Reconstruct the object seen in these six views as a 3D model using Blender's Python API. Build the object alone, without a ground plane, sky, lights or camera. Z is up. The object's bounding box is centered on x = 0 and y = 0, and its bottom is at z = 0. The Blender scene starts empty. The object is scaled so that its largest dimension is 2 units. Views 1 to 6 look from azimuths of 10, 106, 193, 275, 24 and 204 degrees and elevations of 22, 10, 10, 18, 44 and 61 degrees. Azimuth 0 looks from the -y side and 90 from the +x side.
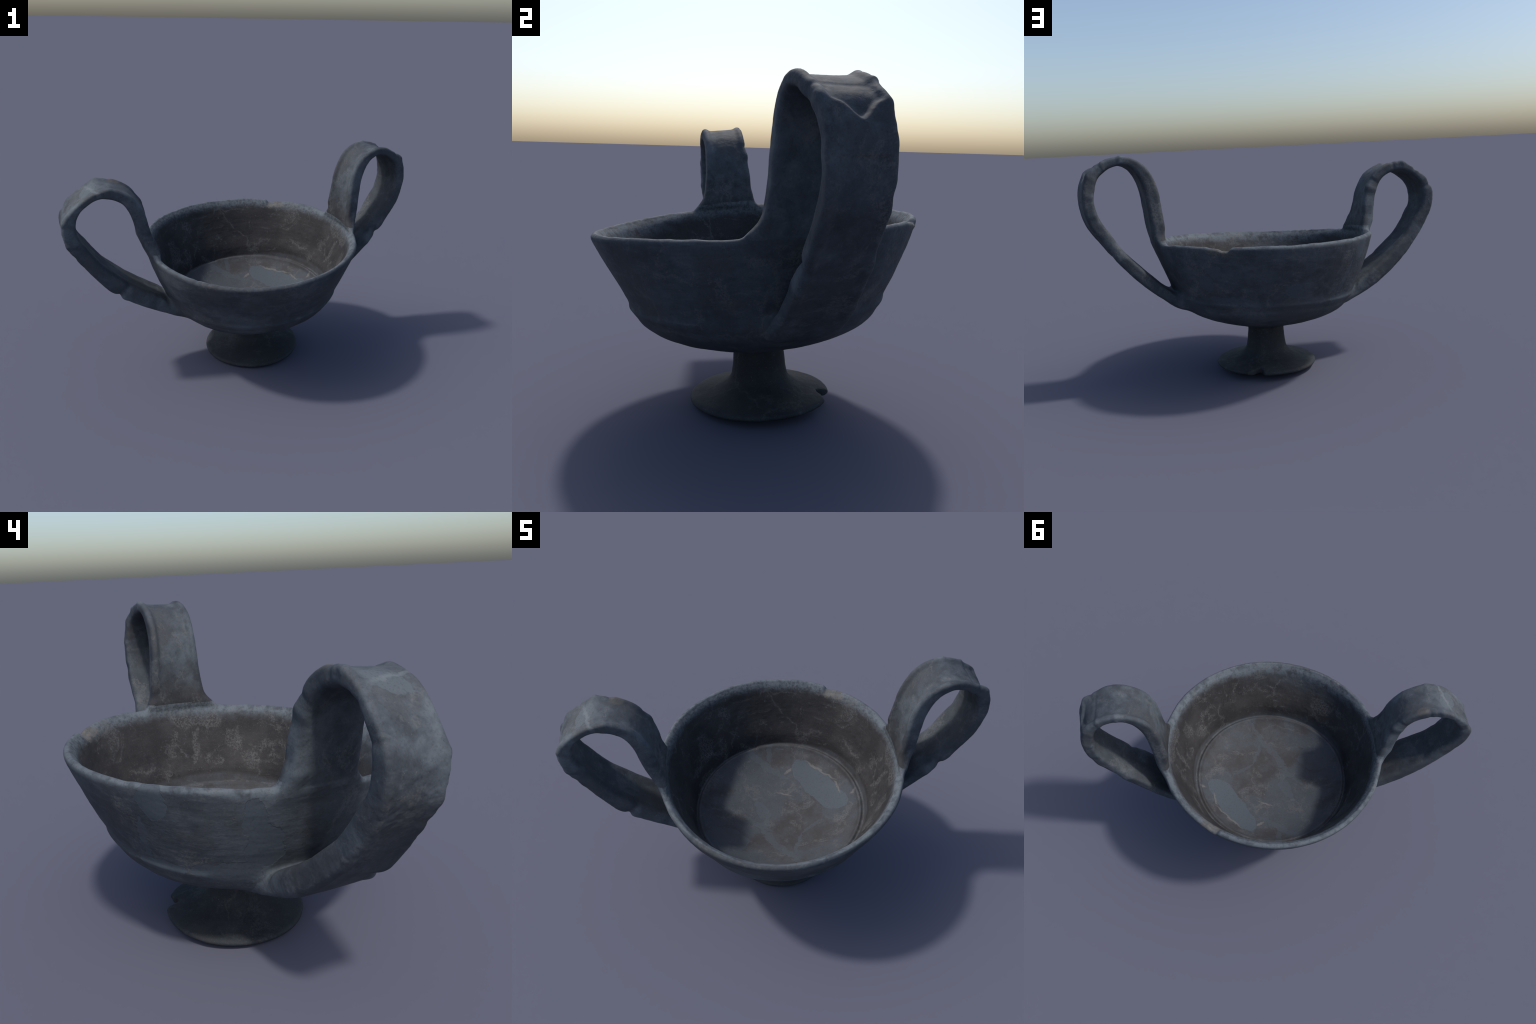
import bpy, bmesh, math, random
import numpy as np
from mathutils import Vector, Matrix, noise

random.seed(7)
noise.seed_set(7)

# ---------------------------------------------------------------- frame
# the cup stands slightly askew: its own axis leans a few degrees.
BASE = Vector((0.0605, 0.0505, 0.0))
AX = Vector((-0.020, -0.058, 1.0)).normalized()
EX = (Vector((1, 0, 0)) - AX * AX.x).normalized()
EY = AX.cross(EX)
LEAN = Matrix((EX, EY, AX)).transposed()      # cup frame -> world
UNLEAN = np.array(LEAN.inverted())
Z_SHIFT = 0.0                                 # set after building (lowest point at 0)


def to_cup(p):
    return (np.asarray(p, float) - np.array(BASE)) @ UNLEAN.T


def smooth(a, b, x):
    t = np.clip((x - a) / (b - a), 0, 1)
    return t * t * (3 - 2 * t)


def catmull(rows, per):
    """Catmull-Rom through rows of control values, 'per' steps in each span."""
    r = np.asarray(rows, float)
    r = np.vstack([2 * r[0] - r[1], r, 2 * r[-1] - r[-2]])
    out = []
    for i in range(1, len(r) - 2):
        for t in np.arange(per) / per:
            a, b, c, d = r[i - 1], r[i], r[i + 1], r[i + 2]
            out.append(0.5 * (2 * b + (c - a) * t + (2 * a - 5 * b + 4 * c - d) * t**2 + (3 * b - a - 3 * c + d) * t**3))
    out.append(r[-2])
    return np.array(out)


def fbm(P, scale, octaves=3, seed=0.0):
    o = Vector((seed * 13.7, seed * 7.3, seed * 3.1))
    return np.array([noise.fractal(Vector(p) * scale + o, 0.9, 2.1, octaves) for p in P])


# ---------------------------------------------------------------- lathe body
# (radius, height) from the middle of the floor, over the lip, down the outside
# and under the foot.
INSIDE = [(0.0, .338), (.12, .340), (.24, .351), (.34, .373), (.40, .396), (.440, .420), (.462, .436),
          (.475, .449), (.483, .452), (.490, .446), (.497, .441), (.503, .446), (.508, .464), (.515, .490), (.528, .535), (.557, .605),
          (.592, .690), (.622, .762), (.635, .792), (.646, .808)]
LIP = [(.654, .816), (.6605, .824), (.667, .8265), (.675, .8245), (.682, .817), (.684, .808)]
OUTSIDE = [(.679, .790), (.664, .753), (.642, .702), (.620, .650), (.598, .600), (.575, .550), (.558, .512),
           (.553, .494), (.553, .484), (.547, .472), (.538, .460), (.528, .447), (.5165, .427), (.494, .403), (.465, .381),
           (.431, .361), (.388, .341), (.328, .320), (.276, .305), (.228, .292), (.175, .280), (.140, .273)]
STEM = [(.122, .265), (.1145, .255), (.1125, .235), (.1145, .215), (.117, .19), (.1195, .165), (.1235, .142), (.128, .121),
        (.147, .097), (.192, .0720), (.257, .0540), (.301, .0435), (.312, .034), (.313, .027), (.307, .0185),
        (.288, .0130), (.270, .0135)]
UNDER = [(.245, .022), (.20, .036), (.15, .052), (.09, .072), (.04, .085), (0.0, .088)]


def rim_wave(th):
    dz = (-.021 * np.cos(th) + .013 * np.sin(th) + .010 * np.cos(2 * th) + .0046 * np.sin(2 * th)
          - .0014 * np.cos(3 * th) - .0048 * np.sin(3 * th))
    dr = -.007 * np.cos(2 * th) - .007 * np.sin(2 * th) - .001 * np.cos(3 * th) + .003 * np.sin(3 * th)
    return dz, dr


def bell(th, a, w):
    return np.exp(-(np.angle(np.exp(1j * (th - math.radians(a)))) / w) ** 2)


def swell(th, z):
    g = lambda a, w: bell(th, a, w)
    return .011 * g(175, .5) + .013 * g(228, .5) * smooth(.48, .60, z) + .008 * g(268, .5) + .012 * g(60, .5)


def lip_nicks(th):
    w = np.array([noise.noise(Vector((math.cos(t) * 5, math.sin(t) * 5, 3.3))) + .5 * noise.noise(Vector((math.cos(t) * 16, math.sin(t) * 16, 8.1))) for t in th])
    return .0042 * w - .005 * smooth(.45, .7, w)


CHIP_TH = math.radians(90.4)


def chip_depth(th):
    """a sherd broken off the lip at the back: steep on one side, shallow on the other"""
    s = -(th - CHIP_TH) * .68                 # metres along the rim, + towards +x
    a = np.interp(s, [-.085, -.07, -.012, .0, .012, .045, .075, .10, .125, .15], [0, .10, .12, .22, .92, 1, .5, .36, .26, 0])
    return .025 * a


def lathe():
    prof = catmull(INSIDE + LIP + OUTSIDE + STEM + UNDER, 4)
    prof = prof[1:-1]
    nt, n = 480, len(prof)
    th = np.linspace(0, 2 * np.pi, nt, endpoint=False)
    dz, dr = rim_wave(th)
    R, Z = prof[:, 0][None, :], prof[:, 1][None, :]
    f = smooth(.50, .83, Z)
    near_lip = smooth(.775, .825, Z)
    rr = R + f * dr[:, None]
    chip = chip_depth(th)[:, None] * near_lip
    zz = Z + f * dz[:, None] - chip
    # the maker's hand: the lower bowl leans more than the rest, the wall swells by the handles, the foot sits off axis
    t2 = th[:, None]
    zz = zz + rr * .018 * np.sin(t2) * (1 - smooth(.46, .60, Z)) * smooth(.262, .31, Z)
    wall = smooth(.30, .40, Z) * (1 - smooth(.70, .812, Z))
    outer = np.arange(n)[None, :] > 4 * len(INSIDE)
    rr = rr + wall * swell(t2, Z) * outer
    rr = rr + (1 - outer) * (wall * .010 * bell(t2, 238, .5) - .018 * bell(t2, 35, .9) * smooth(.42, .45, Z) * (1 - smooth(.50, .60, Z)))
    shift = -.009 * (1 - smooth(.24, .30, Z))
    nick = lip_nicks(th)[:, None] * smooth(.80, .826, Z)
    zz = zz + nick
    V = np.stack([rr * np.cos(th)[:, None] + shift, rr * np.sin(th)[:, None], zz], -1).reshape(-1, 3)
    verts = V.tolist() + [[0, 0, INSIDE[0][1]], [0, 0, UNDER[-1][1]]]
    faces = []
    for i in range(nt):
        j = (i + 1) % nt
        for k in range(n - 1):
            faces.append((i * n + k, j * n + k, j * n + k + 1, i * n + k + 1))
        faces.append((len(V), j * n, i * n))
        faces.append((len(V) + 1, i * n + n - 1, j * n + n - 1))
    m = bpy.data.meshes.new("cup_body")
    m.from_pydata(verts, [], faces)
    bm = bmesh.new(); bm.from_mesh(m)
    bmesh.ops.recalc_face_normals(bm, faces=bm.faces)
    bm.to_mesh(m); bm.free()
    return m


def foot_notch():
    """piece broken out of the rim of the foot: one side steep, the other slanting"""
    ring = [(-.052, .262), (-.038, .250), (-.018, .262), (.000, .285), (.024, .300), (.044, .33), (.045, .40), (-.14, .40), (-.108, .322), (-.082, .300), (-.066, .282)]
    n = len(ring)
    verts = [(x, y, -.05) for x, y in ring] + [(x * .95 - .006, y + .012, .2) for x, y in ring]
    faces = [tuple(range(n)), tuple(range(2 * n - 1, n - 1, -1))] + [(i, i + n, (i + 1) % n + n, (i + 1) % n) for i in range(n)]
    m = bpy.data.meshes.new("bite"); m.from_pydata(verts, [], faces)
    bm = bmesh.new(); bm.from_mesh(m); bmesh.ops.recalc_face_normals(bm, faces=bm.faces); bm.to_mesh(m); bm.free()
    return m


# ---------------------------------------------------------------- strap handles
PHI = math.radians(30.5)
CEN = np.array([.046, .010])
# outer u, outer z, inner u, inner z, width to -w, width to +w, hollow of the outer face, bend round the bowl
HANDLE_RIGHT = [
    (.630, .730, .644, .732, .205, .225, .0, .72), (.645, .780, .662, .782, .205, .225, .0, .72), (.640, .820, .676, .822, .195, .215, .0, .72),
    (.628, .846, .686, .848, .182, .200, .0, .70), (.622, .872, .693, .872, .156, .177, .05, .60), (.622, .905, .698, .905, .134, .156, .10, .40),
    (.619, .960, .701, .952, .123, .148, .25, .20),
    (.624, 1.05, .705, 1.03, .116, .136, .40, 0), (.632, 1.15, .714, 1.12, .112, .125, .45, 0),
    (.656, 1.235, .731, 1.198, .110, .120, .48, 0), (.695, 1.298, .757, 1.258, .110, .120, .50, 0),
    (.756, 1.341, .789, 1.293, .110, .121, .52, 0), (.824, 1.361, .831, 1.308, .108, .122, .55, 0),
    (.892, 1.353, .884, 1.298, .104, .124, .58, 0),     (.944, 1.328, .924, 1.273, .096, .130, .46, 0),
    (1.008, 1.292, .960, 1.244, .082, .140, .42, 0), (1.053, 1.220, .984, 1.196, .070, .150, .44, 0),
    (1.068, 1.148, .999, 1.138, .062, .156, .30, 0), (1.065, 1.064, .995, 1.076, .058, .160, .20, 0),
    (1.041, .972, .970, 1.002, .058, .163, .20, 0), (.976, .870, .916, .916, .058, .168, .28, 0),
    (.906, .772, .855, .823, .061, .172, .28, 0), (.825, .675, .772, .730, .066, .176, .18, .1),
    (.741, .588, .693, .647, .066, .188, .12, .25), (.665, .521, .621, .574, .072, .196, .05, .45),
    (.592, .462, .553, .536, .090, .205, .0, .7), (.528, .437, .524, .498, .100, .205, .0, .9), (.470, .415, .490, .455, .108, .200, .0, 1.0), (.430, .393, .452, .422, .105, .190, .0, 1.1)]
HANDLE_LEFT = [
    (.632, .705, .646, .707, .205, .195, .0, .72), (.648, .755, .666, .757, .205, .195, .0, .72), (.642, .792, .684, .794, .195, .172, .0, .72),
    (.624, .820, .698, .822, .168, .155, .0, .70), (.625, .848, .711, .848, .146, .138, .03, .58), (.632, .880, .723, .878, .134, .132, .05, .40), (.645, .920, .731, .915, .126, .120, .08, .2),
    (.657, .990, .741, .975, .119, .114, .15, 0), (.674, 1.06, .755, 1.035, .118, .102, .22, 0),
    (.708, 1.13, .778, 1.090, .118, .097, .28, 0), (.748, 1.180, .806, 1.130, .118, .095, .32, 0),
    (.804, 1.215, .842, 1.154, .119, .096, .34, 0),
(.862, 1.234, .880, 1.168, .120, .097, .34, 0),
    (.922, 1.233, .926, 1.175, .120, .099, .30, 0), (.982, 1.213, .966, 1.165, .118, .102, .24, 0),
    (1.042, 1.171, 1.010, 1.138, .112, .108, .18, 0), (1.102, 1.114, 1.050, 1.096, .102, .113, .14, 0),
    (1.147, 1.055, 1.071, 1.042, .095, .117, .20, 0), (1.161, .998, 1.074, .992, .093, .118, .20, 0),
    (1.150, .928, 1.062, .936, .091, .118, .20, 0), (1.119, .855, 1.024, .880, .090, .119, .20, 0),
    (1.072, .780, .982, .816, .091, .122, .20, 0), (1.014, .706, .932, .752, .096, .127, .20, 0),
    (.954, .637, .872, .697, .101, .134, .16, 0), (.880, .569, .803, .638, .104, .140, .12, 0),
    (.800, .505, .729, .587, .104, .144, .05, .1), (.724, .457, .664, .548, .104, .146, .02, .25),
    (.648, .417, .606, .512, .104, .146, .0, .45), (.574, .386, .555, .472, .110, .152, .0, .7), (.512, .362, .520, .432, .122, .162, .0, .9), (.456, .343, .480, .392, .132, .168, .0, 1.0), (.412, .331, .440, .362, .130, .160, .0, 1.1)]


def strap(rows, sign, lumps, seed):
    st = catmull(rows, 22)
    n_around = 84
    # cross-section: a rounded oblong, a across the width, b through the thickness, evenly stepped along its outline
    t = np.linspace(0, 2 * np.pi, 6001)
    e = 2 / 5.5
    a = np.sign(np.cos(t)) * np.abs(np.cos(t)) ** e
    b = np.sign(np.sin(t)) * np.abs(np.sin(t)) ** e
    run = np.concatenate([[0], np.cumsum(np.hypot(np.diff(a) * 3.3, np.diff(b)))])
    at = np.linspace(0, run[-1], n_around, endpoint=False)
    a, b = np.interp(at, run, a), np.interp(at, run, b)
    u = np.array([math.cos(PHI), math.sin(PHI), 0]) * sign
    w = np.array([-math.sin(PHI), math.cos(PHI), 0])
    o = np.array([*CEN, 0])
    rings = []
    L = len(st)
    for i, (ou, oz, iu, iz, wm, wp, hol, bend) in enumerate(st):
        out, inn = o + u * ou + [0, 0, oz], o + u * iu + [0, 0, iz]
        mid, half = (out + inn) / 2, (out - inn) / 2
        across = (wp - wm) / 2 + a * (wp + wm) / 2
        bb = b.copy()
        s = i / (L - 1)
        # the hollow of the outer face stops at a torn, V-shaped edge just past the crown of one strap
        if sign > 0:
            torn = .566 - .034 * np.abs(a) ** 1.3 + .004 * np.sin(a * 7 + 1)
            hol_a = np.where(s < .62, hol * (1 - smooth(torn - .005, torn + .004, s)) + .10 * (s > .5), hol)
        else:
            hol_a = hol
        dish = hol_a * 1.1 * (1 - smooth(.58, .84, np.abs(a)))
        # the strap is a little twisted: one edge runs on a wider loop than the other
        if sign > 0:
            twist = .08 * (1 - smooth(.38, .47, s)) - .12 * smooth(.48, .60, s) * (1 - .7 * smooth(.68, .80, s))
        else:
            twist = .10 * (1 - smooth(.50, .60, s)) - .05 * smooth(.58, .66, s) * (1 - smooth(.78, .86, s))
        twist = float(twist * smooth(.15, .24, s))
        normal = half / np.linalg.norm(half)
        bb = np.where(b > 0, b - dish * np.clip(b * 1.6, 0, 1), b + .12 * (1 - smooth(.3, .8, np.abs(a))) * np.clip(-b * 1.6, 0, 1) * (hol > 0))
        for (c, wdt, side, amt, edge) in lumps:      # dents and bumps along one edge
            bell = math.exp(-((s - c) / wdt) ** 2)
            sel = smooth(.35, .9, a * side)
            across = across + amt * bell * sel * side
            bb = bb + edge * bell * sel * np.where(b > -.2, 1, 0)
        rings.append(mid + bb[:, None] * half + across[:, None] * w - (bend * across**2)[:, None] * u + (twist * across)[:, None] * normal)
    P = np.array(rings)
    ns = len(P)
    V = to_cup(P.reshape(-1, 3))
    verts = V.tolist()
    faces = []
    for i in range(ns - 1):
        for k in range(n_around):
            l = (k + 1) % n_around
            faces.append((i * n_around + k, i * n_around + l, (i + 1) * n_around + l, (i + 1) * n_around + k))
    faces.append(tuple(range(n_around)))
    faces.append(tuple((ns - 1) * n_around + k for k in reversed(range(n_around))))
    m = bpy.data.meshes.new("strap"); m.from_pydata(verts, [], faces)
    bm = bmesh.new(); bm.from_mesh(m); bmesh.ops.recalc_face_normals(bm, faces=bm.faces); bm.to_mesh(m); bm.free()
    return m, V.reshape(ns, n_around, 3)


# (place along the strap 0..1, length, side -1/+1, width change, thickness change)
LUMPS_RIGHT = [(.43, .007, 1, .003, .20), (.49, .007, 1, .003, .20), (.545, .009, 1, .003, .15), (.52, .006, -1, -.002, -.2),
               (.545, .009, -1, .005, .16), (.62, .014, -1, .004, .0), (.67, .010, 1, -.003, -.1),
               (.735, .014, -1, .004, .08), (.755, .006, -1, -.009, -.20), (.78, .010, -1, .002, .10),
               (.60, .010, 1, .003, .0), (.73, .010, 1, -.004, .0)]
LUMPS_LEFT = [(.27, .010, 1, .005, .12), (.295, .007, 1, -.003, -.05), (.43, .012, 1, .006, .30),
              (.39, .008, 1, -.004, -.15), (.475, .007, 1, -.005, -.25), (.51, .010, 1, .003, .2), (.535, .006, 1, -.004, -.2), (.435, .012, -1, .0, -.15),
              (.395, .012, -1, .002, .2), (.56, .010, -1, .004, .12), (.63, .008, -1, .004, .1), (.66, .006, -1, -.004, -.1),
              (.760, .012, -1, .004, .10), (.780, .006, -1, -.009, -.22), (.79, .010, -1, .002, .10)]


def evaluated(ob):
    dg = bpy.context.evaluated_depsgraph_get()
    dg.update()
    m = bpy.data.meshes.new_from_object(ob.evaluated_get(dg), depsgraph=dg)
    return m


def link(name, mesh):
    ob = bpy.data.objects.new(name, mesh)
    bpy.context.scene.collection.objects.link(ob)
    return ob


VOXEL = 0.0052


def build_skin():
    body = link("tmp_body", lathe())
    bite = link("tmp_bite", foot_notch())
    mod = body.modifiers.new("bite", "BOOLEAN"); mod.operation = "DIFFERENCE"; mod.object = bite; mod.solver = "EXACT"
    m0 = evaluated(body)
    mr, _ = strap(HANDLE_RIGHT, 1, LUMPS_RIGHT, 1)
    ml, _ = strap(HANDLE_LEFT, -1, LUMPS_LEFT, 2)
    bm = bmesh.new()
    for m in (m0, mr, ml):
        bm.from_mesh(m)
    whole = bpy.data.meshes.new("whole"); bm.to_mesh(whole); bm.free()
    ob = link("tmp_whole", whole)
    rm = ob.modifiers.new("skin", "REMESH"); rm.mode = "VOXEL"; rm.voxel_size = VOXEL; rm.use_smooth_shade = True
    m = evaluated(ob)
    for x in (body, bite, ob):
        bpy.data.objects.remove(x)
    return m


def edges_of(m):
    e = np.empty(len(m.edges) * 2, np.int32); m.edges.foreach_get("vertices", e)
    return e.reshape(-1, 2)


def relax(P, E, weight, steps):
    live = weight > 1e-4
    E = E[live[E[:, 0]] | live[E[:, 1]]]
    ids, flat = np.unique(E, return_inverse=True)
    E = flat.reshape(-1, 2)
    whole, P, weight = P.copy(), P[ids], weight[ids]
    n = len(P)
    deg = np.bincount(E.ravel(), minlength=n)[:, None]
    for _ in range(steps):
        S = np.stack([np.bincount(E[:, 0], P[E[:, 1], k], n) + np.bincount(E[:, 1], P[E[:, 0], k], n) for k in range(3)], -1)
        P = P + weight[:, None] * (S / np.maximum(deg, 1) - P)
    whole[ids] = P
    return whole


OUT_PROF = np.array([(z, r) for r, z in LIP[3:] + OUTSIDE][::-1])


def wall_radius(z, th):
    dz, dr = rim_wave(th)
    f = smooth(.50, .83, z)
    zc = z - f * dz
    r0 = np.interp(zc, OUT_PROF[:, 0], OUT_PROF[:, 1])
    zc = zc - r0 * .018 * np.sin(th) * (1 - smooth(.46, .60, zc)) * smooth(.262, .31, zc)
    return (np.interp(zc, OUT_PROF[:, 0], OUT_PROF[:, 1]) + f * dr
            + smooth(.30, .40, zc) * (1 - smooth(.70, .812, zc)) * swell(th, zc))


def lip_height(th):
    return .8275 + rim_wave(th)[0]


def make():
    m = build_skin()
    n = len(m.vertices)
    P = np.empty(n * 3); m.vertices.foreach_get("co", P); P = P.reshape(-1, 3)
    E = edges_of(m)
    # fillets where the straps meet lip and wall
    r = np.hypot(P[:, 0], P[:, 1]); th = np.arctan2(P[:, 1], P[:, 0]); z = P[:, 2]
    az = (th - PHI + .03) % np.pi
    az = np.minimum(az, np.pi - az) * r            # arc distance from the handle line
    near = 1 - smooth(.27, .34, az)
    gap = r - wall_radius(z, th)
    low = near * (z > .31) * (z < .80) * (1 - smooth(.015, .05, np.abs(gap))) * (gap > -.02)
    root = near * smooth(.68, .74, z) * (1 - smooth(-.012, .0, z - lip_height(th))) * (np.abs(gap) < .08) * .8
    low = np.maximum(low, root)
    top = near * (1 - smooth(.03, .09, np.abs(z - lip_height(th)))) * smooth(.07, .13, az)
    P = relax(P, E, np.clip(np.maximum(low, top), 0, 1) * .5, 36)
    tail = near * smooth(.30, .33, z) * (1 - smooth(.54, .62, z)) * (1 - smooth(.012, .05, gap)) * (gap > -.02) * (1 - smooth(.64, .70, r))
    P = relax(P, E, np.clip(tail, 0, 1) * .6, 130)
    P = relax(P, E, np.full(n, .35), 1)
    m.vertices.foreach_set("co", P.ravel()); m.update()
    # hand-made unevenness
    N = np.empty(n * 3); m.vertices.foreach_get("normal", N); N = N.reshape(-1, 3)
    r = np.hypot(P[:, 0], P[:, 1]); th = np.arctan2(P[:, 1], P[:, 0]); z = P[:, 2]
    gap = r - wall_radius(z, th)
    onhandle = np.maximum(smooth(.005, .05, gap) * (z > .34), smooth(.01, .06, z - lip_height(th)))
    big = fbm(P, 5.5, 2, 1)
    mid = fbm(P, 19, 3, 2)
    fine = fbm(P, 55, 2, 3)
    Q = P.copy(); Q[:, 2] *= 6.0
    wheel = fbm(Q * np.array([.5, .5, 1]), 9, 2, 4)    # throwing marks run round the pot
    left = onhandle * smooth(-.80, -.95, P[:, 0]) * smooth(.15, .55, (N[:, 0] * P[:, 0] + N[:, 1] * P[:, 1]) / r)                # the outer face of one strap is rough
    d = .0016 * big + (.0008 + .0004 * onhandle + .0009 * left) * mid + (.0003 + .0009 * left) * fine + .0004 * wheel * (1 - onhandle)
    P = P + N * d[:, None]
    m.vertices.foreach_set("co", P.ravel()); m.update()
    return m, onhandle


# ---------------------------------------------------------------- materials
class Nodes:
    def __init__(self, name):
        self.mat = bpy.data.materials.new(name); self.mat.use_nodes = True
        self.t = self.mat.node_tree; self.t.nodes.clear()
        self.co = self.t.nodes.new("ShaderNodeTexCoord").outputs["Object"]

    def new(self, kind, **kw):
        n = self.t.nodes.new(kind)
        for k, v in kw.items():
            setattr(n, k, v)
        return n

    def put(self, sock, v):
        if isinstance(v, bpy.types.NodeSocket):
            self.t.links.new(v, sock)
        else:
            sock.default_value = v

    def math(self, op, a, b=0.0, c=0.0, clamp=False):
        n = self.new("ShaderNodeMath", operation=op, use_clamp=clamp)
        for s, v in zip(n.inputs, (a, b, c)):
            self.put(s, v)
        return n.outputs[0]

    def mapping(self, scale=(1, 1, 1), loc=(0, 0, 0), rot=(0, 0, 0), co=None):
        n = self.new("ShaderNodeMapping")
        self.put(n.inputs[0], co or self.co)
        n.inputs["Location"].default_value = loc; n.inputs["Rotation"].default_value = rot; n.inputs["Scale"].default_value = scale
        return n.outputs[0]

    def noise(self, scale, detail=4, rough=.55, co=None, dist=0.0, color=False):
        n = self.new("ShaderNodeTexNoise")
        self.put(n.inputs["Vector"], co or self.co)
        n.inputs["Scale"].default_value = scale; n.inputs["Detail"].default_value = detail
        n.inputs["Roughness"].default_value = rough; n.inputs["Distortion"].default_value = dist
        return n.outputs["Color" if color else "Fac"]

    def step(self, v, lo, hi):
        n = self.new("ShaderNodeMapRange", interpolation_type="SMOOTHSTEP")
        self.put(n.inputs[0], v); n.inputs[1].default_value = lo; n.inputs[2].default_value = hi
        return n.outputs[0]

    def mix(self, f, a, b):
        n = self.new("ShaderNodeMix", data_type="RGBA")
        self.put(n.inputs[0], f); self.put(n.inputs[6], a); self.put(n.inputs[7], b)
        return n.outputs[2]

    def warped(self, amount, scale):
        """object coordinates jittered by noise, for ragged edges"""
        n1 = self.new("ShaderNodeVectorMath", operation="SUBTRACT"); self.put(n1.inputs[0], self.noise(scale, 5, .65, color=True)); n1.inputs[1].default_value = (.5, .5, .5)
        n2 = self.new("ShaderNodeVectorMath", operation="SCALE"); self.put(n2.inputs[0], n1.outputs[0]); n2.inputs["Scale"].default_value = amount
        n3 = self.new("ShaderNodeVectorMath", operation="ADD"); self.put(n3.inputs[0], self.co); self.put(n3.inputs[1], n2.outputs[0])
        return n3.outputs[0]

    def blob(self, co, centre, axes, turn=0.0):
        """distance measure of an upright ellipsoid turned about the cup's axis; 1 on its surface"""
        mp = self.new("ShaderNodeMapping", vector_type="TEXTURE")
        self.put(mp.inputs[0], co)
        mp.inputs["Location"].default_value = centre
        mp.inputs["Rotation"].default_value = (0, 0, math.radians(turn)); mp.inputs["Scale"].default_value = axes
        ln = self.new("ShaderNodeVectorMath", operation="LENGTH"); self.put(ln.inputs[0], mp.outputs[0])
        return ln.outputs["Value"]

    def any_of(self, co, blobs, inner=.97, outer=1.03):
        d = None
        for c, a, t in blobs:
            v = self.blob(co, c, a, t)
            d = v if d is None else self.math("MINIMUM", d, v)
        return self.step(d, outer, inner), d

    def hump(self, th, centre, width):
        d = self.math("WRAP", self.math("SUBTRACT", th, math.radians(centre)), math.pi, -math.pi)
        d = self.math("DIVIDE", d, width)
        return self.math("POWER", math.e, self.math("MULTIPLY", self.math("MULTIPLY", d, d), -1.0))


def rgb(r, g, b):
    return (r, g, b, 1)


SLATE = rgb(.054, .064, .077)
SLATE_PALE = rgb(.108, .128, .148)
SLATE_DARK = rgb(.035, .042, .051)
GREY = rgb(.0505, .0540, .0600)
GREY_DARK = rgb(.043, .042, .042)
BROWN = rgb(.0330, .0318, .0340)
BROWN_DARK = rgb(.0215, .0211, .0232)
DUST = rgb(.112, .114, .116)
FILLER = rgb(.058, .072, .088)
LIME = rgb(.14, .137, .13)
TAN = rgb(.105, .098, .085)
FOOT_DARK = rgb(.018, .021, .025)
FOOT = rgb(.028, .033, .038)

# restorers' fillings: (centre, half sizes, turn in degrees about the axis)
BIG_FILLING = [((.13, .275, .39), (.215, .082, .2), -27), ((.245, .215, .39), (.10, .075, .2), -10), ((.02, .325, .39), (.12, .065, .2), -32)]
FLOOR_FILLINGS = [((-.125, -.02, .38), (.085, .035, .2), -38), ((-.065, -.09, .38), (.020, .075, .2), 20), ((-.10, -.125, .38), (.11, .020, .2), -8),
                  ((-.235, .285, .39), (.19, .022, .2), -8), ((-.265, .40, .40), (.020, .10, .2), 22), ((.17, -.262, .39), (.17, .016, .2), -24),
                  ((.175, -.17, .39), (.014, .085, .2), 8), ((-.20, -.33, .41), (.12, .10, .2), 30), ((.02, -.20, .38), (.10, .022, .2), -30), ((.20, -.01, .38), (.012, .09, .2), -25)]
WALL_FILLINGS = [((-.64, -.125, .735), (.06, .040, .09), 0), ((-.60, -.16, .61), (.09, .075, .11), 0), ((-.56, -.03, .50), (.09, .13, .055), 0),
                 ((-.645, .215, .79), (.07, .055, .075), 0), ((-.56, .265, .62), (.08, .018, .11), 0), ((-.51, .20, .50), (.08, .10, .03), -10),
                 ((-.31, .495, .577), (.050, .05, .050), 30), ((.10, .60, .70), (.07, .05, .05), 0), ((.16, .57, .64), (.05, .06, .06), 0), ((.06, .56, .53), (.12, .05, .02), 0)]
LIME_EDGES = [((.10, .375, .39), (.13, .007, .1), -16), ((.245, .30, .39), (.05, .006, .1), -44), ((-.095, .315, .39), (.007, .035, .1), -20), ((-.05, .15, .38), (.06, .005, .1), 10), ((.355, .275, .39), (.02, .012, .1), 30)]
DUST_SPOTS = [((.53, .30, .74), (.10, .11, .045), -60), ((.57, .20, .73), (.08, .08, .045), -60), ((.575, .07, .62), (.07, .045, .09), 0), ((.53, -.03, .55), (.06, .05, .055), 0),
              ((.50, .25, .62), (.08, .02, .09), 0), ((.34, .095, .40), (.055, .05, .1), 20), ((.10, -.03, .38), (.055, .028, .1), -25), ((-.10, -.55, .62), (.12, .05, .07), 0),
              ((-.57, -.06, .53), (.06, .11, .035), 0), ((-.50, -.02, .45), (.08, .14, .03), 0), ((-.545, .10, .62), (.06, .07, .12), 0), ((-.56, .33, .74), (.06, .05, .04), 0)]


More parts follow.
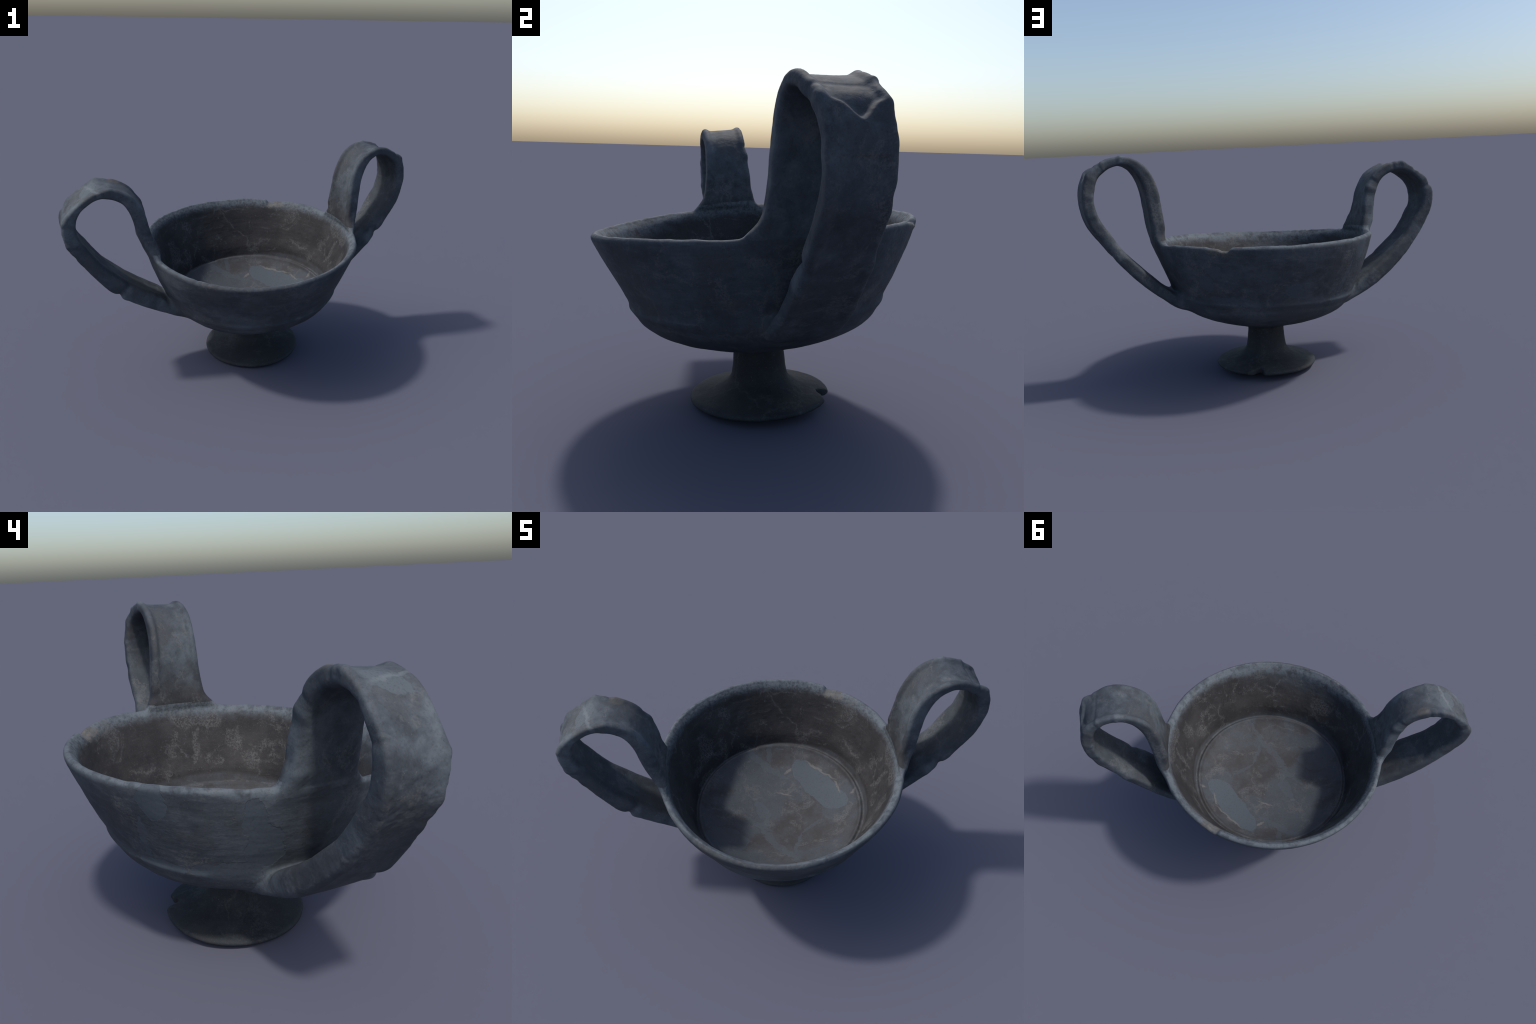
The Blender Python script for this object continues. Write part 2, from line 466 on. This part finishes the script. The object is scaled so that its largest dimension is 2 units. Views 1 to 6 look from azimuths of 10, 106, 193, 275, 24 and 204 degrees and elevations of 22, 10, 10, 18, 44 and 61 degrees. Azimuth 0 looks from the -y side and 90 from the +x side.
def clay(name, part):
    k = Nodes(name)
    sep = k.new("ShaderNodeSeparateXYZ"); k.put(sep.inputs[0], k.co)
    x, y, z = sep.outputs
    r = k.math("SQRT", k.math("ADD", k.math("MULTIPLY", x, x), k.math("MULTIPLY", y, y)))
    th = k.math("ARCTAN2", y, x)
    ragged = k.warped(.075, 16)
    low = k.noise(3.2, 4, .6)
    mid = k.noise(11, 6, .65)
    fin = k.noise(60, 4, .65)
    streak = k.noise(10, 6, .68, co=k.mapping(scale=(.8, .8, 3.2) if part == 'bowl' else (1, 1, 1)), dist=.5)
    scratch = k.noise(26, 5, .7, co=k.mapping(scale=(.35, .35, 7) if part == 'bowl' else (1, 1, .4)), dist=.3)
    speck = k.noise(150, 2, .5)
    grain = k.noise(95, 3, .7)
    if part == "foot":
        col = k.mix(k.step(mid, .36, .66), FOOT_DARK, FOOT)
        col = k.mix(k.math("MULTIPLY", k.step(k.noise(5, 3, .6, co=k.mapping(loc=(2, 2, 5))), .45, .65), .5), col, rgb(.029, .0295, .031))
    else:
        col = k.mix(k.step(mid, .36, .66), SLATE_DARK, SLATE)
        pale = .35 if part == "bowl" else .75
        col = k.mix(k.math("MULTIPLY", k.step(k.math("ADD", k.math("MULTIPLY", low, .62), k.math("MULTIPLY", streak, .38)), .43, .63), pale), col, SLATE_PALE)
        brownish = k.math("MULTIPLY", k.step(k.noise(4.1, 5, .65, co=k.mapping(loc=(3, 1, 7))), .50, .64), .75)
        col = k.mix(brownish, col, GREY)
    inner = None
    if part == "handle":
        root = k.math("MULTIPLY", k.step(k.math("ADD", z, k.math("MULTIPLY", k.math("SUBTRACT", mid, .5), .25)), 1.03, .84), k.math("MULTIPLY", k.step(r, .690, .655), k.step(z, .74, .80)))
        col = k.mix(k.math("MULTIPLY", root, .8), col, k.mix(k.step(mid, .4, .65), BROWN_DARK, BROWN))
    if part == "bowl":
        # inside: brown-black walls ending in a ragged line under the lip; grey floor
        bulge = k.math("ADD", k.math("MULTIPLY", k.hump(th, 205, .85), .022), k.math("MULTIPLY", k.hump(th, 40, .6), .011))
        bulge = k.math("MULTIPLY", k.math("MULTIPLY", bulge, .5), k.math("SUBTRACT", 1.0, k.step(z, .66, .80)))
        oval = k.math("MULTIPLY", k.math("MULTIPLY", k.math("COSINE", k.math("SUBTRACT", k.math("MULTIPLY", th, 2.0), math.radians(45))), -.0099), k.step(z, .50, .83))
        mid_wall = k.math("ADD", k.math("ADD", .5335, k.math("MULTIPLY", k.math("SUBTRACT", z, .50), .41)), k.math("ADD", bulge, oval))
        inside_wall = k.math("SUBTRACT", mid_wall, r)
        above_floor = k.math("SUBTRACT", z, k.math("ADD", .305, k.math("MULTIPLY", k.math("MULTIPLY", r, r), .50)))
        wob = k.math("MULTIPLY", k.math("SUBTRACT", mid, .5), .012)
        inner = k.math("MULTIPLY", k.step(k.math("ADD", inside_wall, wob), .002, .014), k.step(above_floor, -.01, .01))
        wcol = k.mix(k.step(k.noise(7, 6, .68, co=k.mapping(loc=(5, 5, 1))), .40, .66), BROWN_DARK, BROWN)
        wcol = k.mix(k.math("MULTIPLY", k.step(k.noise(3, 3, .5, co=k.mapping(loc=(1, 8, 3))), .52, .64), .45), wcol, GREY_DARK)
        fcol = k.mix(k.step(k.noise(9, 6, .68, co=k.mapping(loc=(4, 4, 9))), .36, .62), rgb(.040, .0393, .0417), GREY)
        fcol = k.mix(k.math("MULTIPLY", k.step(k.noise(3.4, 4, .6, co=k.mapping(loc=(7, 8, 3))), .47, .60), .7), fcol, SLATE)
        edge = k.math('SUBTRACT', z, k.math('ADD', k.math('MULTIPLY', k.math('COSINE', k.math('SUBTRACT', th, math.radians(148))), .0247), k.math('MULTIPLY', k.math('COSINE', k.math('SUBTRACT', k.math('MULTIPLY', th, 2.0), math.radians(25))), .011)))
        near_lip = k.step(k.math('ADD', edge, k.math('MULTIPLY', k.math('SUBTRACT', mid, .5), .06)), .762, .812)
        wcol = k.mix(k.math('MULTIPLY', near_lip, .8), wcol, k.mix(k.step(fin, .35, .6), SLATE, SLATE_PALE))
        floor_mask = k.math("MULTIPLY", k.step(r, .505, .499), k.step(z, .505, .485))
        col = k.mix(inner, col, k.mix(floor_mask, wcol, fcol))
        # worn, paler lip
        lip = k.math("MULTIPLY", k.step(k.math("ABSOLUTE", inside_wall), .018, .009), k.step(z, .72, .76))
        lip = k.math("MULTIPLY", lip, k.step(k.noise(20, 4, .65), .34, .58))
        col = k.mix(k.math("MULTIPLY", lip, .75), col, SLATE_PALE)
    # dust and lime film in worn patches, with grain
    gritty = k.step(k.math('ADD', k.math('MULTIPLY', grain, .6), k.math('MULTIPLY', k.noise(210, 2, .6), .4)), .42, .58)
    film = k.math("MULTIPLY", k.step(k.noise(5.5, 7, .72, co=k.mapping(loc=(9, 2, 4)), dist=.9), .54, .62), gritty)
    col = k.mix(k.math("MULTIPLY", film, .22 if part == "foot" else .52), col, DUST)
    scuff = k.math("MULTIPLY", k.step(streak, .56, .68), k.step(fin, .40, .60))
    col = k.mix(k.math("MULTIPLY", scuff, .16 if part == "foot" else .30), col, DUST)
    lines = k.math("MULTIPLY", k.step(scratch, .64, .72), k.step(k.noise(6, 3, .6, co=k.mapping(loc=(4, 1, 2))), .48, .58))
    col = k.mix(k.math("MULTIPLY", lines, .20 if part == "foot" else .40), col, DUST)
    if part == "bowl":
        spots, _ = k.any_of(k.warped(.16, 9), DUST_SPOTS, .7, 1.05)
        col = k.mix(k.math("MULTIPLY", k.math("MULTIPLY", spots, gritty), .46), col, DUST)
    # hairline veins where sherds were joined
    vor = k.new("ShaderNodeTexVoronoi", feature="DISTANCE_TO_EDGE")
    k.put(vor.inputs["Vector"], k.warped(.22, 5)); vor.inputs["Scale"].default_value = 2.7
    some = k.step(k.noise(5, 3, .6, co=k.mapping(loc=(2, 6, 6))), .46, .56)
    vein = k.math("MULTIPLY", k.step(vor.outputs["Distance"], .016, .003), some)
    halo = k.math("MULTIPLY", k.step(vor.outputs["Distance"], .06, .0), k.math("MULTIPLY", some, gritty))
    amt = .15 if part == "foot" else .26
    col = k.mix(k.math("MULTIPLY", halo, amt * .8), col, DUST)
    col = k.mix(k.math("MULTIPLY", vein, amt), col, DUST)
    smooth_spots = None
    if part == "bowl":
        floor_only = k.math("MULTIPLY", inner, floor_mask)
        mk, d = k.any_of(ragged, FLOOR_FILLINGS, .95, 1.05)
        mk = k.math("MULTIPLY", mk, floor_only)
        col = k.mix(k.math("MULTIPLY", mk, .5), col, rgb(.062, .074, .088))
        big, d = k.any_of(k.warped(.05, 14), BIG_FILLING)
        big = k.math("MULTIPLY", big, floor_only)
        edges, _ = k.any_of(k.warped(.05, 14), LIME_EDGES, .6, 1.2)
        out = k.math("SUBTRACT", 1.0, k.math("MULTIPLY", inner, k.math("SUBTRACT", 1.0, floor_mask)))
        wl, _ = k.any_of(ragged, WALL_FILLINGS)
        wl = k.math("MULTIPLY", wl, k.math("SUBTRACT", 1.0, inner))
        rimline = k.math("MULTIPLY", k.step(mid, .48, .54), .5)
        col = k.mix(k.math("MULTIPLY", wl, .85), col, FILLER)
        col = k.mix(big, col, rgb(.062, .076, .091))
        col = k.mix(k.math("MULTIPLY", k.math("MULTIPLY", edges, floor_only), .62), col, LIME)
        smooth_spots = k.math("MAXIMUM", k.math("MAXIMUM", big, wl), mk)
        # fresh break at the chip
        chip, _ = k.any_of(k.warped(.03, 40), [((.07, .655, .806), (.075, .05, .020), 0), ((.025, .655, .795), (.03, .05, .022), 0)], .6, 1.15)
        col = k.mix(k.math("MULTIPLY", chip, k.math('MULTIPLY', k.step(grain, .34, .58), .8)), col, TAN)
    if part == "handle":
        bare, _ = k.any_of(k.warped(.05, 24), HANDLE_BARE, .5, 1.1)
        col = k.mix(k.math("MULTIPLY", bare, .5), col, TAN)
        fl, _ = k.any_of(k.warped(.05, 14), HANDLE_FILLINGS)
        col = k.mix(k.math("MULTIPLY", fl, .8), col, rgb(.085, .102, .117))
        crk, _ = k.any_of(k.warped(.07, 18), HANDLE_CRACKS, .3, 1.4)
        col = k.mix(k.math("MULTIPLY", crk, .45), col, rgb(.16, .18, .195))
    # fine mineral grain
    col = k.mix(k.math("MULTIPLY", k.step(k.noise(230, 3, .7), .52, .70), .22), col, rgb(.105, .106, .108))
    col = k.mix(k.math("MULTIPLY", k.step(k.noise(120, 4, .7, co=k.mapping(loc=(3, 3, 3))), .50, .34), .28), col, rgb(.024, .025, .027))
    # pale and dark specks
    dots = k.math("MULTIPLY", k.step(speck, .70, .745), .5)
    if smooth_spots is not None:
        dots = k.math("MULTIPLY", dots, k.math("SUBTRACT", 1.0, k.math("MULTIPLY", smooth_spots, .8)))
    col = k.mix(dots, col, rgb(.12, .120, .121))
    col = k.mix(k.math("MULTIPLY", k.step(speck, .30, .25), .35), col, rgb(.02, .02, .022))
    bs = k.new("ShaderNodeBsdfPrincipled")
    k.put(bs.inputs["Base Color"], col)
    k.put(bs.inputs["Roughness"], k.math("ADD", .60, k.math("MULTIPLY", mid, .3)))
    bs.inputs["Specular IOR Level"].default_value = .22
    h = k.math("ADD", k.math("MULTIPLY", fin, .5), k.math("ADD", k.math("MULTIPLY", streak, .5), k.math("MULTIPLY", speck, .15)))
    if smooth_spots is not None:
        h = k.math("MULTIPLY", h, k.math("SUBTRACT", 1.0, k.math("MULTIPLY", smooth_spots, .85)))
    bump = k.new("ShaderNodeBump"); k.put(bump.inputs["Height"], h)
    bump.inputs["Strength"].default_value = .4; bump.inputs["Distance"].default_value = .006
    k.put(bs.inputs["Normal"], bump.outputs[0])
    out = k.new("ShaderNodeOutputMaterial"); k.put(out.inputs[0], bs.outputs[0])
    return k.mat


HANDLE_BARE = [((-.74, -.33, 1.26), (.05, .03, .03), 30), ((-.63, -.30, 1.10), (.03, .03, .05), 0)]
HANDLE_FILLINGS = [((-.86, -.52, 1.27), (.05, .12, .06), -20)]
HANDLE_CRACKS = [((.655, .445, 1.39), (.012, .13, .06), 25), ((-.80, -.50, 1.27), (.012, .12, .06), 50)]


# ---------------------------------------------------------------- assemble
def assemble():
    m, onhandle = make()
    n = len(m.vertices)
    P = np.empty(n * 3); m.vertices.foreach_get("co", P); P = P.reshape(-1, 3)
    N = np.empty(n * 3); m.vertices.foreach_get("normal", N); N = N.reshape(-1, 3)
    cnt = np.array([len(p.vertices) for p in m.polygons])
    start = np.concatenate([[0], np.cumsum(cnt)[:-1]])
    lv = np.empty(len(m.loops), np.int32); m.loops.foreach_get("vertex_index", lv)
    C = np.empty(len(m.polygons) * 3); m.polygons.foreach_get("center", C); C = C.reshape(-1, 3)
    r = np.hypot(C[:, 0], C[:, 1]); th = np.arctan2(C[:, 1], C[:, 0]); z = C[:, 2]
    hand = ((r - wall_radius(z, th) > .012) & (z > .36)) | (z > lip_height(th) + .018)
    region = np.zeros(len(C), int)                               # bowl
    region[hand & (C[:, 0] > 0)] = 1
    region[hand & (C[:, 0] < 0)] = 2
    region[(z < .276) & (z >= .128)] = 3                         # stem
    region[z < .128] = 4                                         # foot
    low = (np.array(BASE)[None] + P @ np.array(LEAN).T)[:, 2].min()

    root = bpy.data.objects.new("two_handled_cup", None)
    bpy.context.scene.collection.objects.link(root)
    root.matrix_world = Matrix.Translation(BASE - Vector((0, 0, low - .003))) @ LEAN.to_4x4()
    root["label"] = "dark grey pottery drinking cup with two tall strap handles"
    root["category"] = "cup"
    mats = {k: clay(n_, k) for k, n_ in (("bowl", "burnished_clay_bowl"), ("handle", "burnished_clay_handle"), ("foot", "burnished_clay_foot"))}
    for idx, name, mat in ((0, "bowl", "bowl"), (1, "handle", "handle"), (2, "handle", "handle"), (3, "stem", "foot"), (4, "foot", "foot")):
        f = np.nonzero(region == idx)[0]
        loops = np.concatenate([lv[start[i]:start[i] + cnt[i]] for i in f])
        used, inv = np.unique(loops, return_inverse=True)
        cuts = np.cumsum(cnt[f])[:-1]
        faces = [a.tolist() for a in np.split(inv, cuts)]
        pm = bpy.data.meshes.new(name)
        pm.from_pydata(P[used].tolist(), [], faces)
        pm.polygons.foreach_set("use_smooth", [True] * len(pm.polygons))
        pm.update()
        pm.normals_split_custom_set_from_vertices(N[used].tolist())
        pm.materials.append(mats[mat])
        ob = link(name, pm)
        ob.parent = root


assemble()
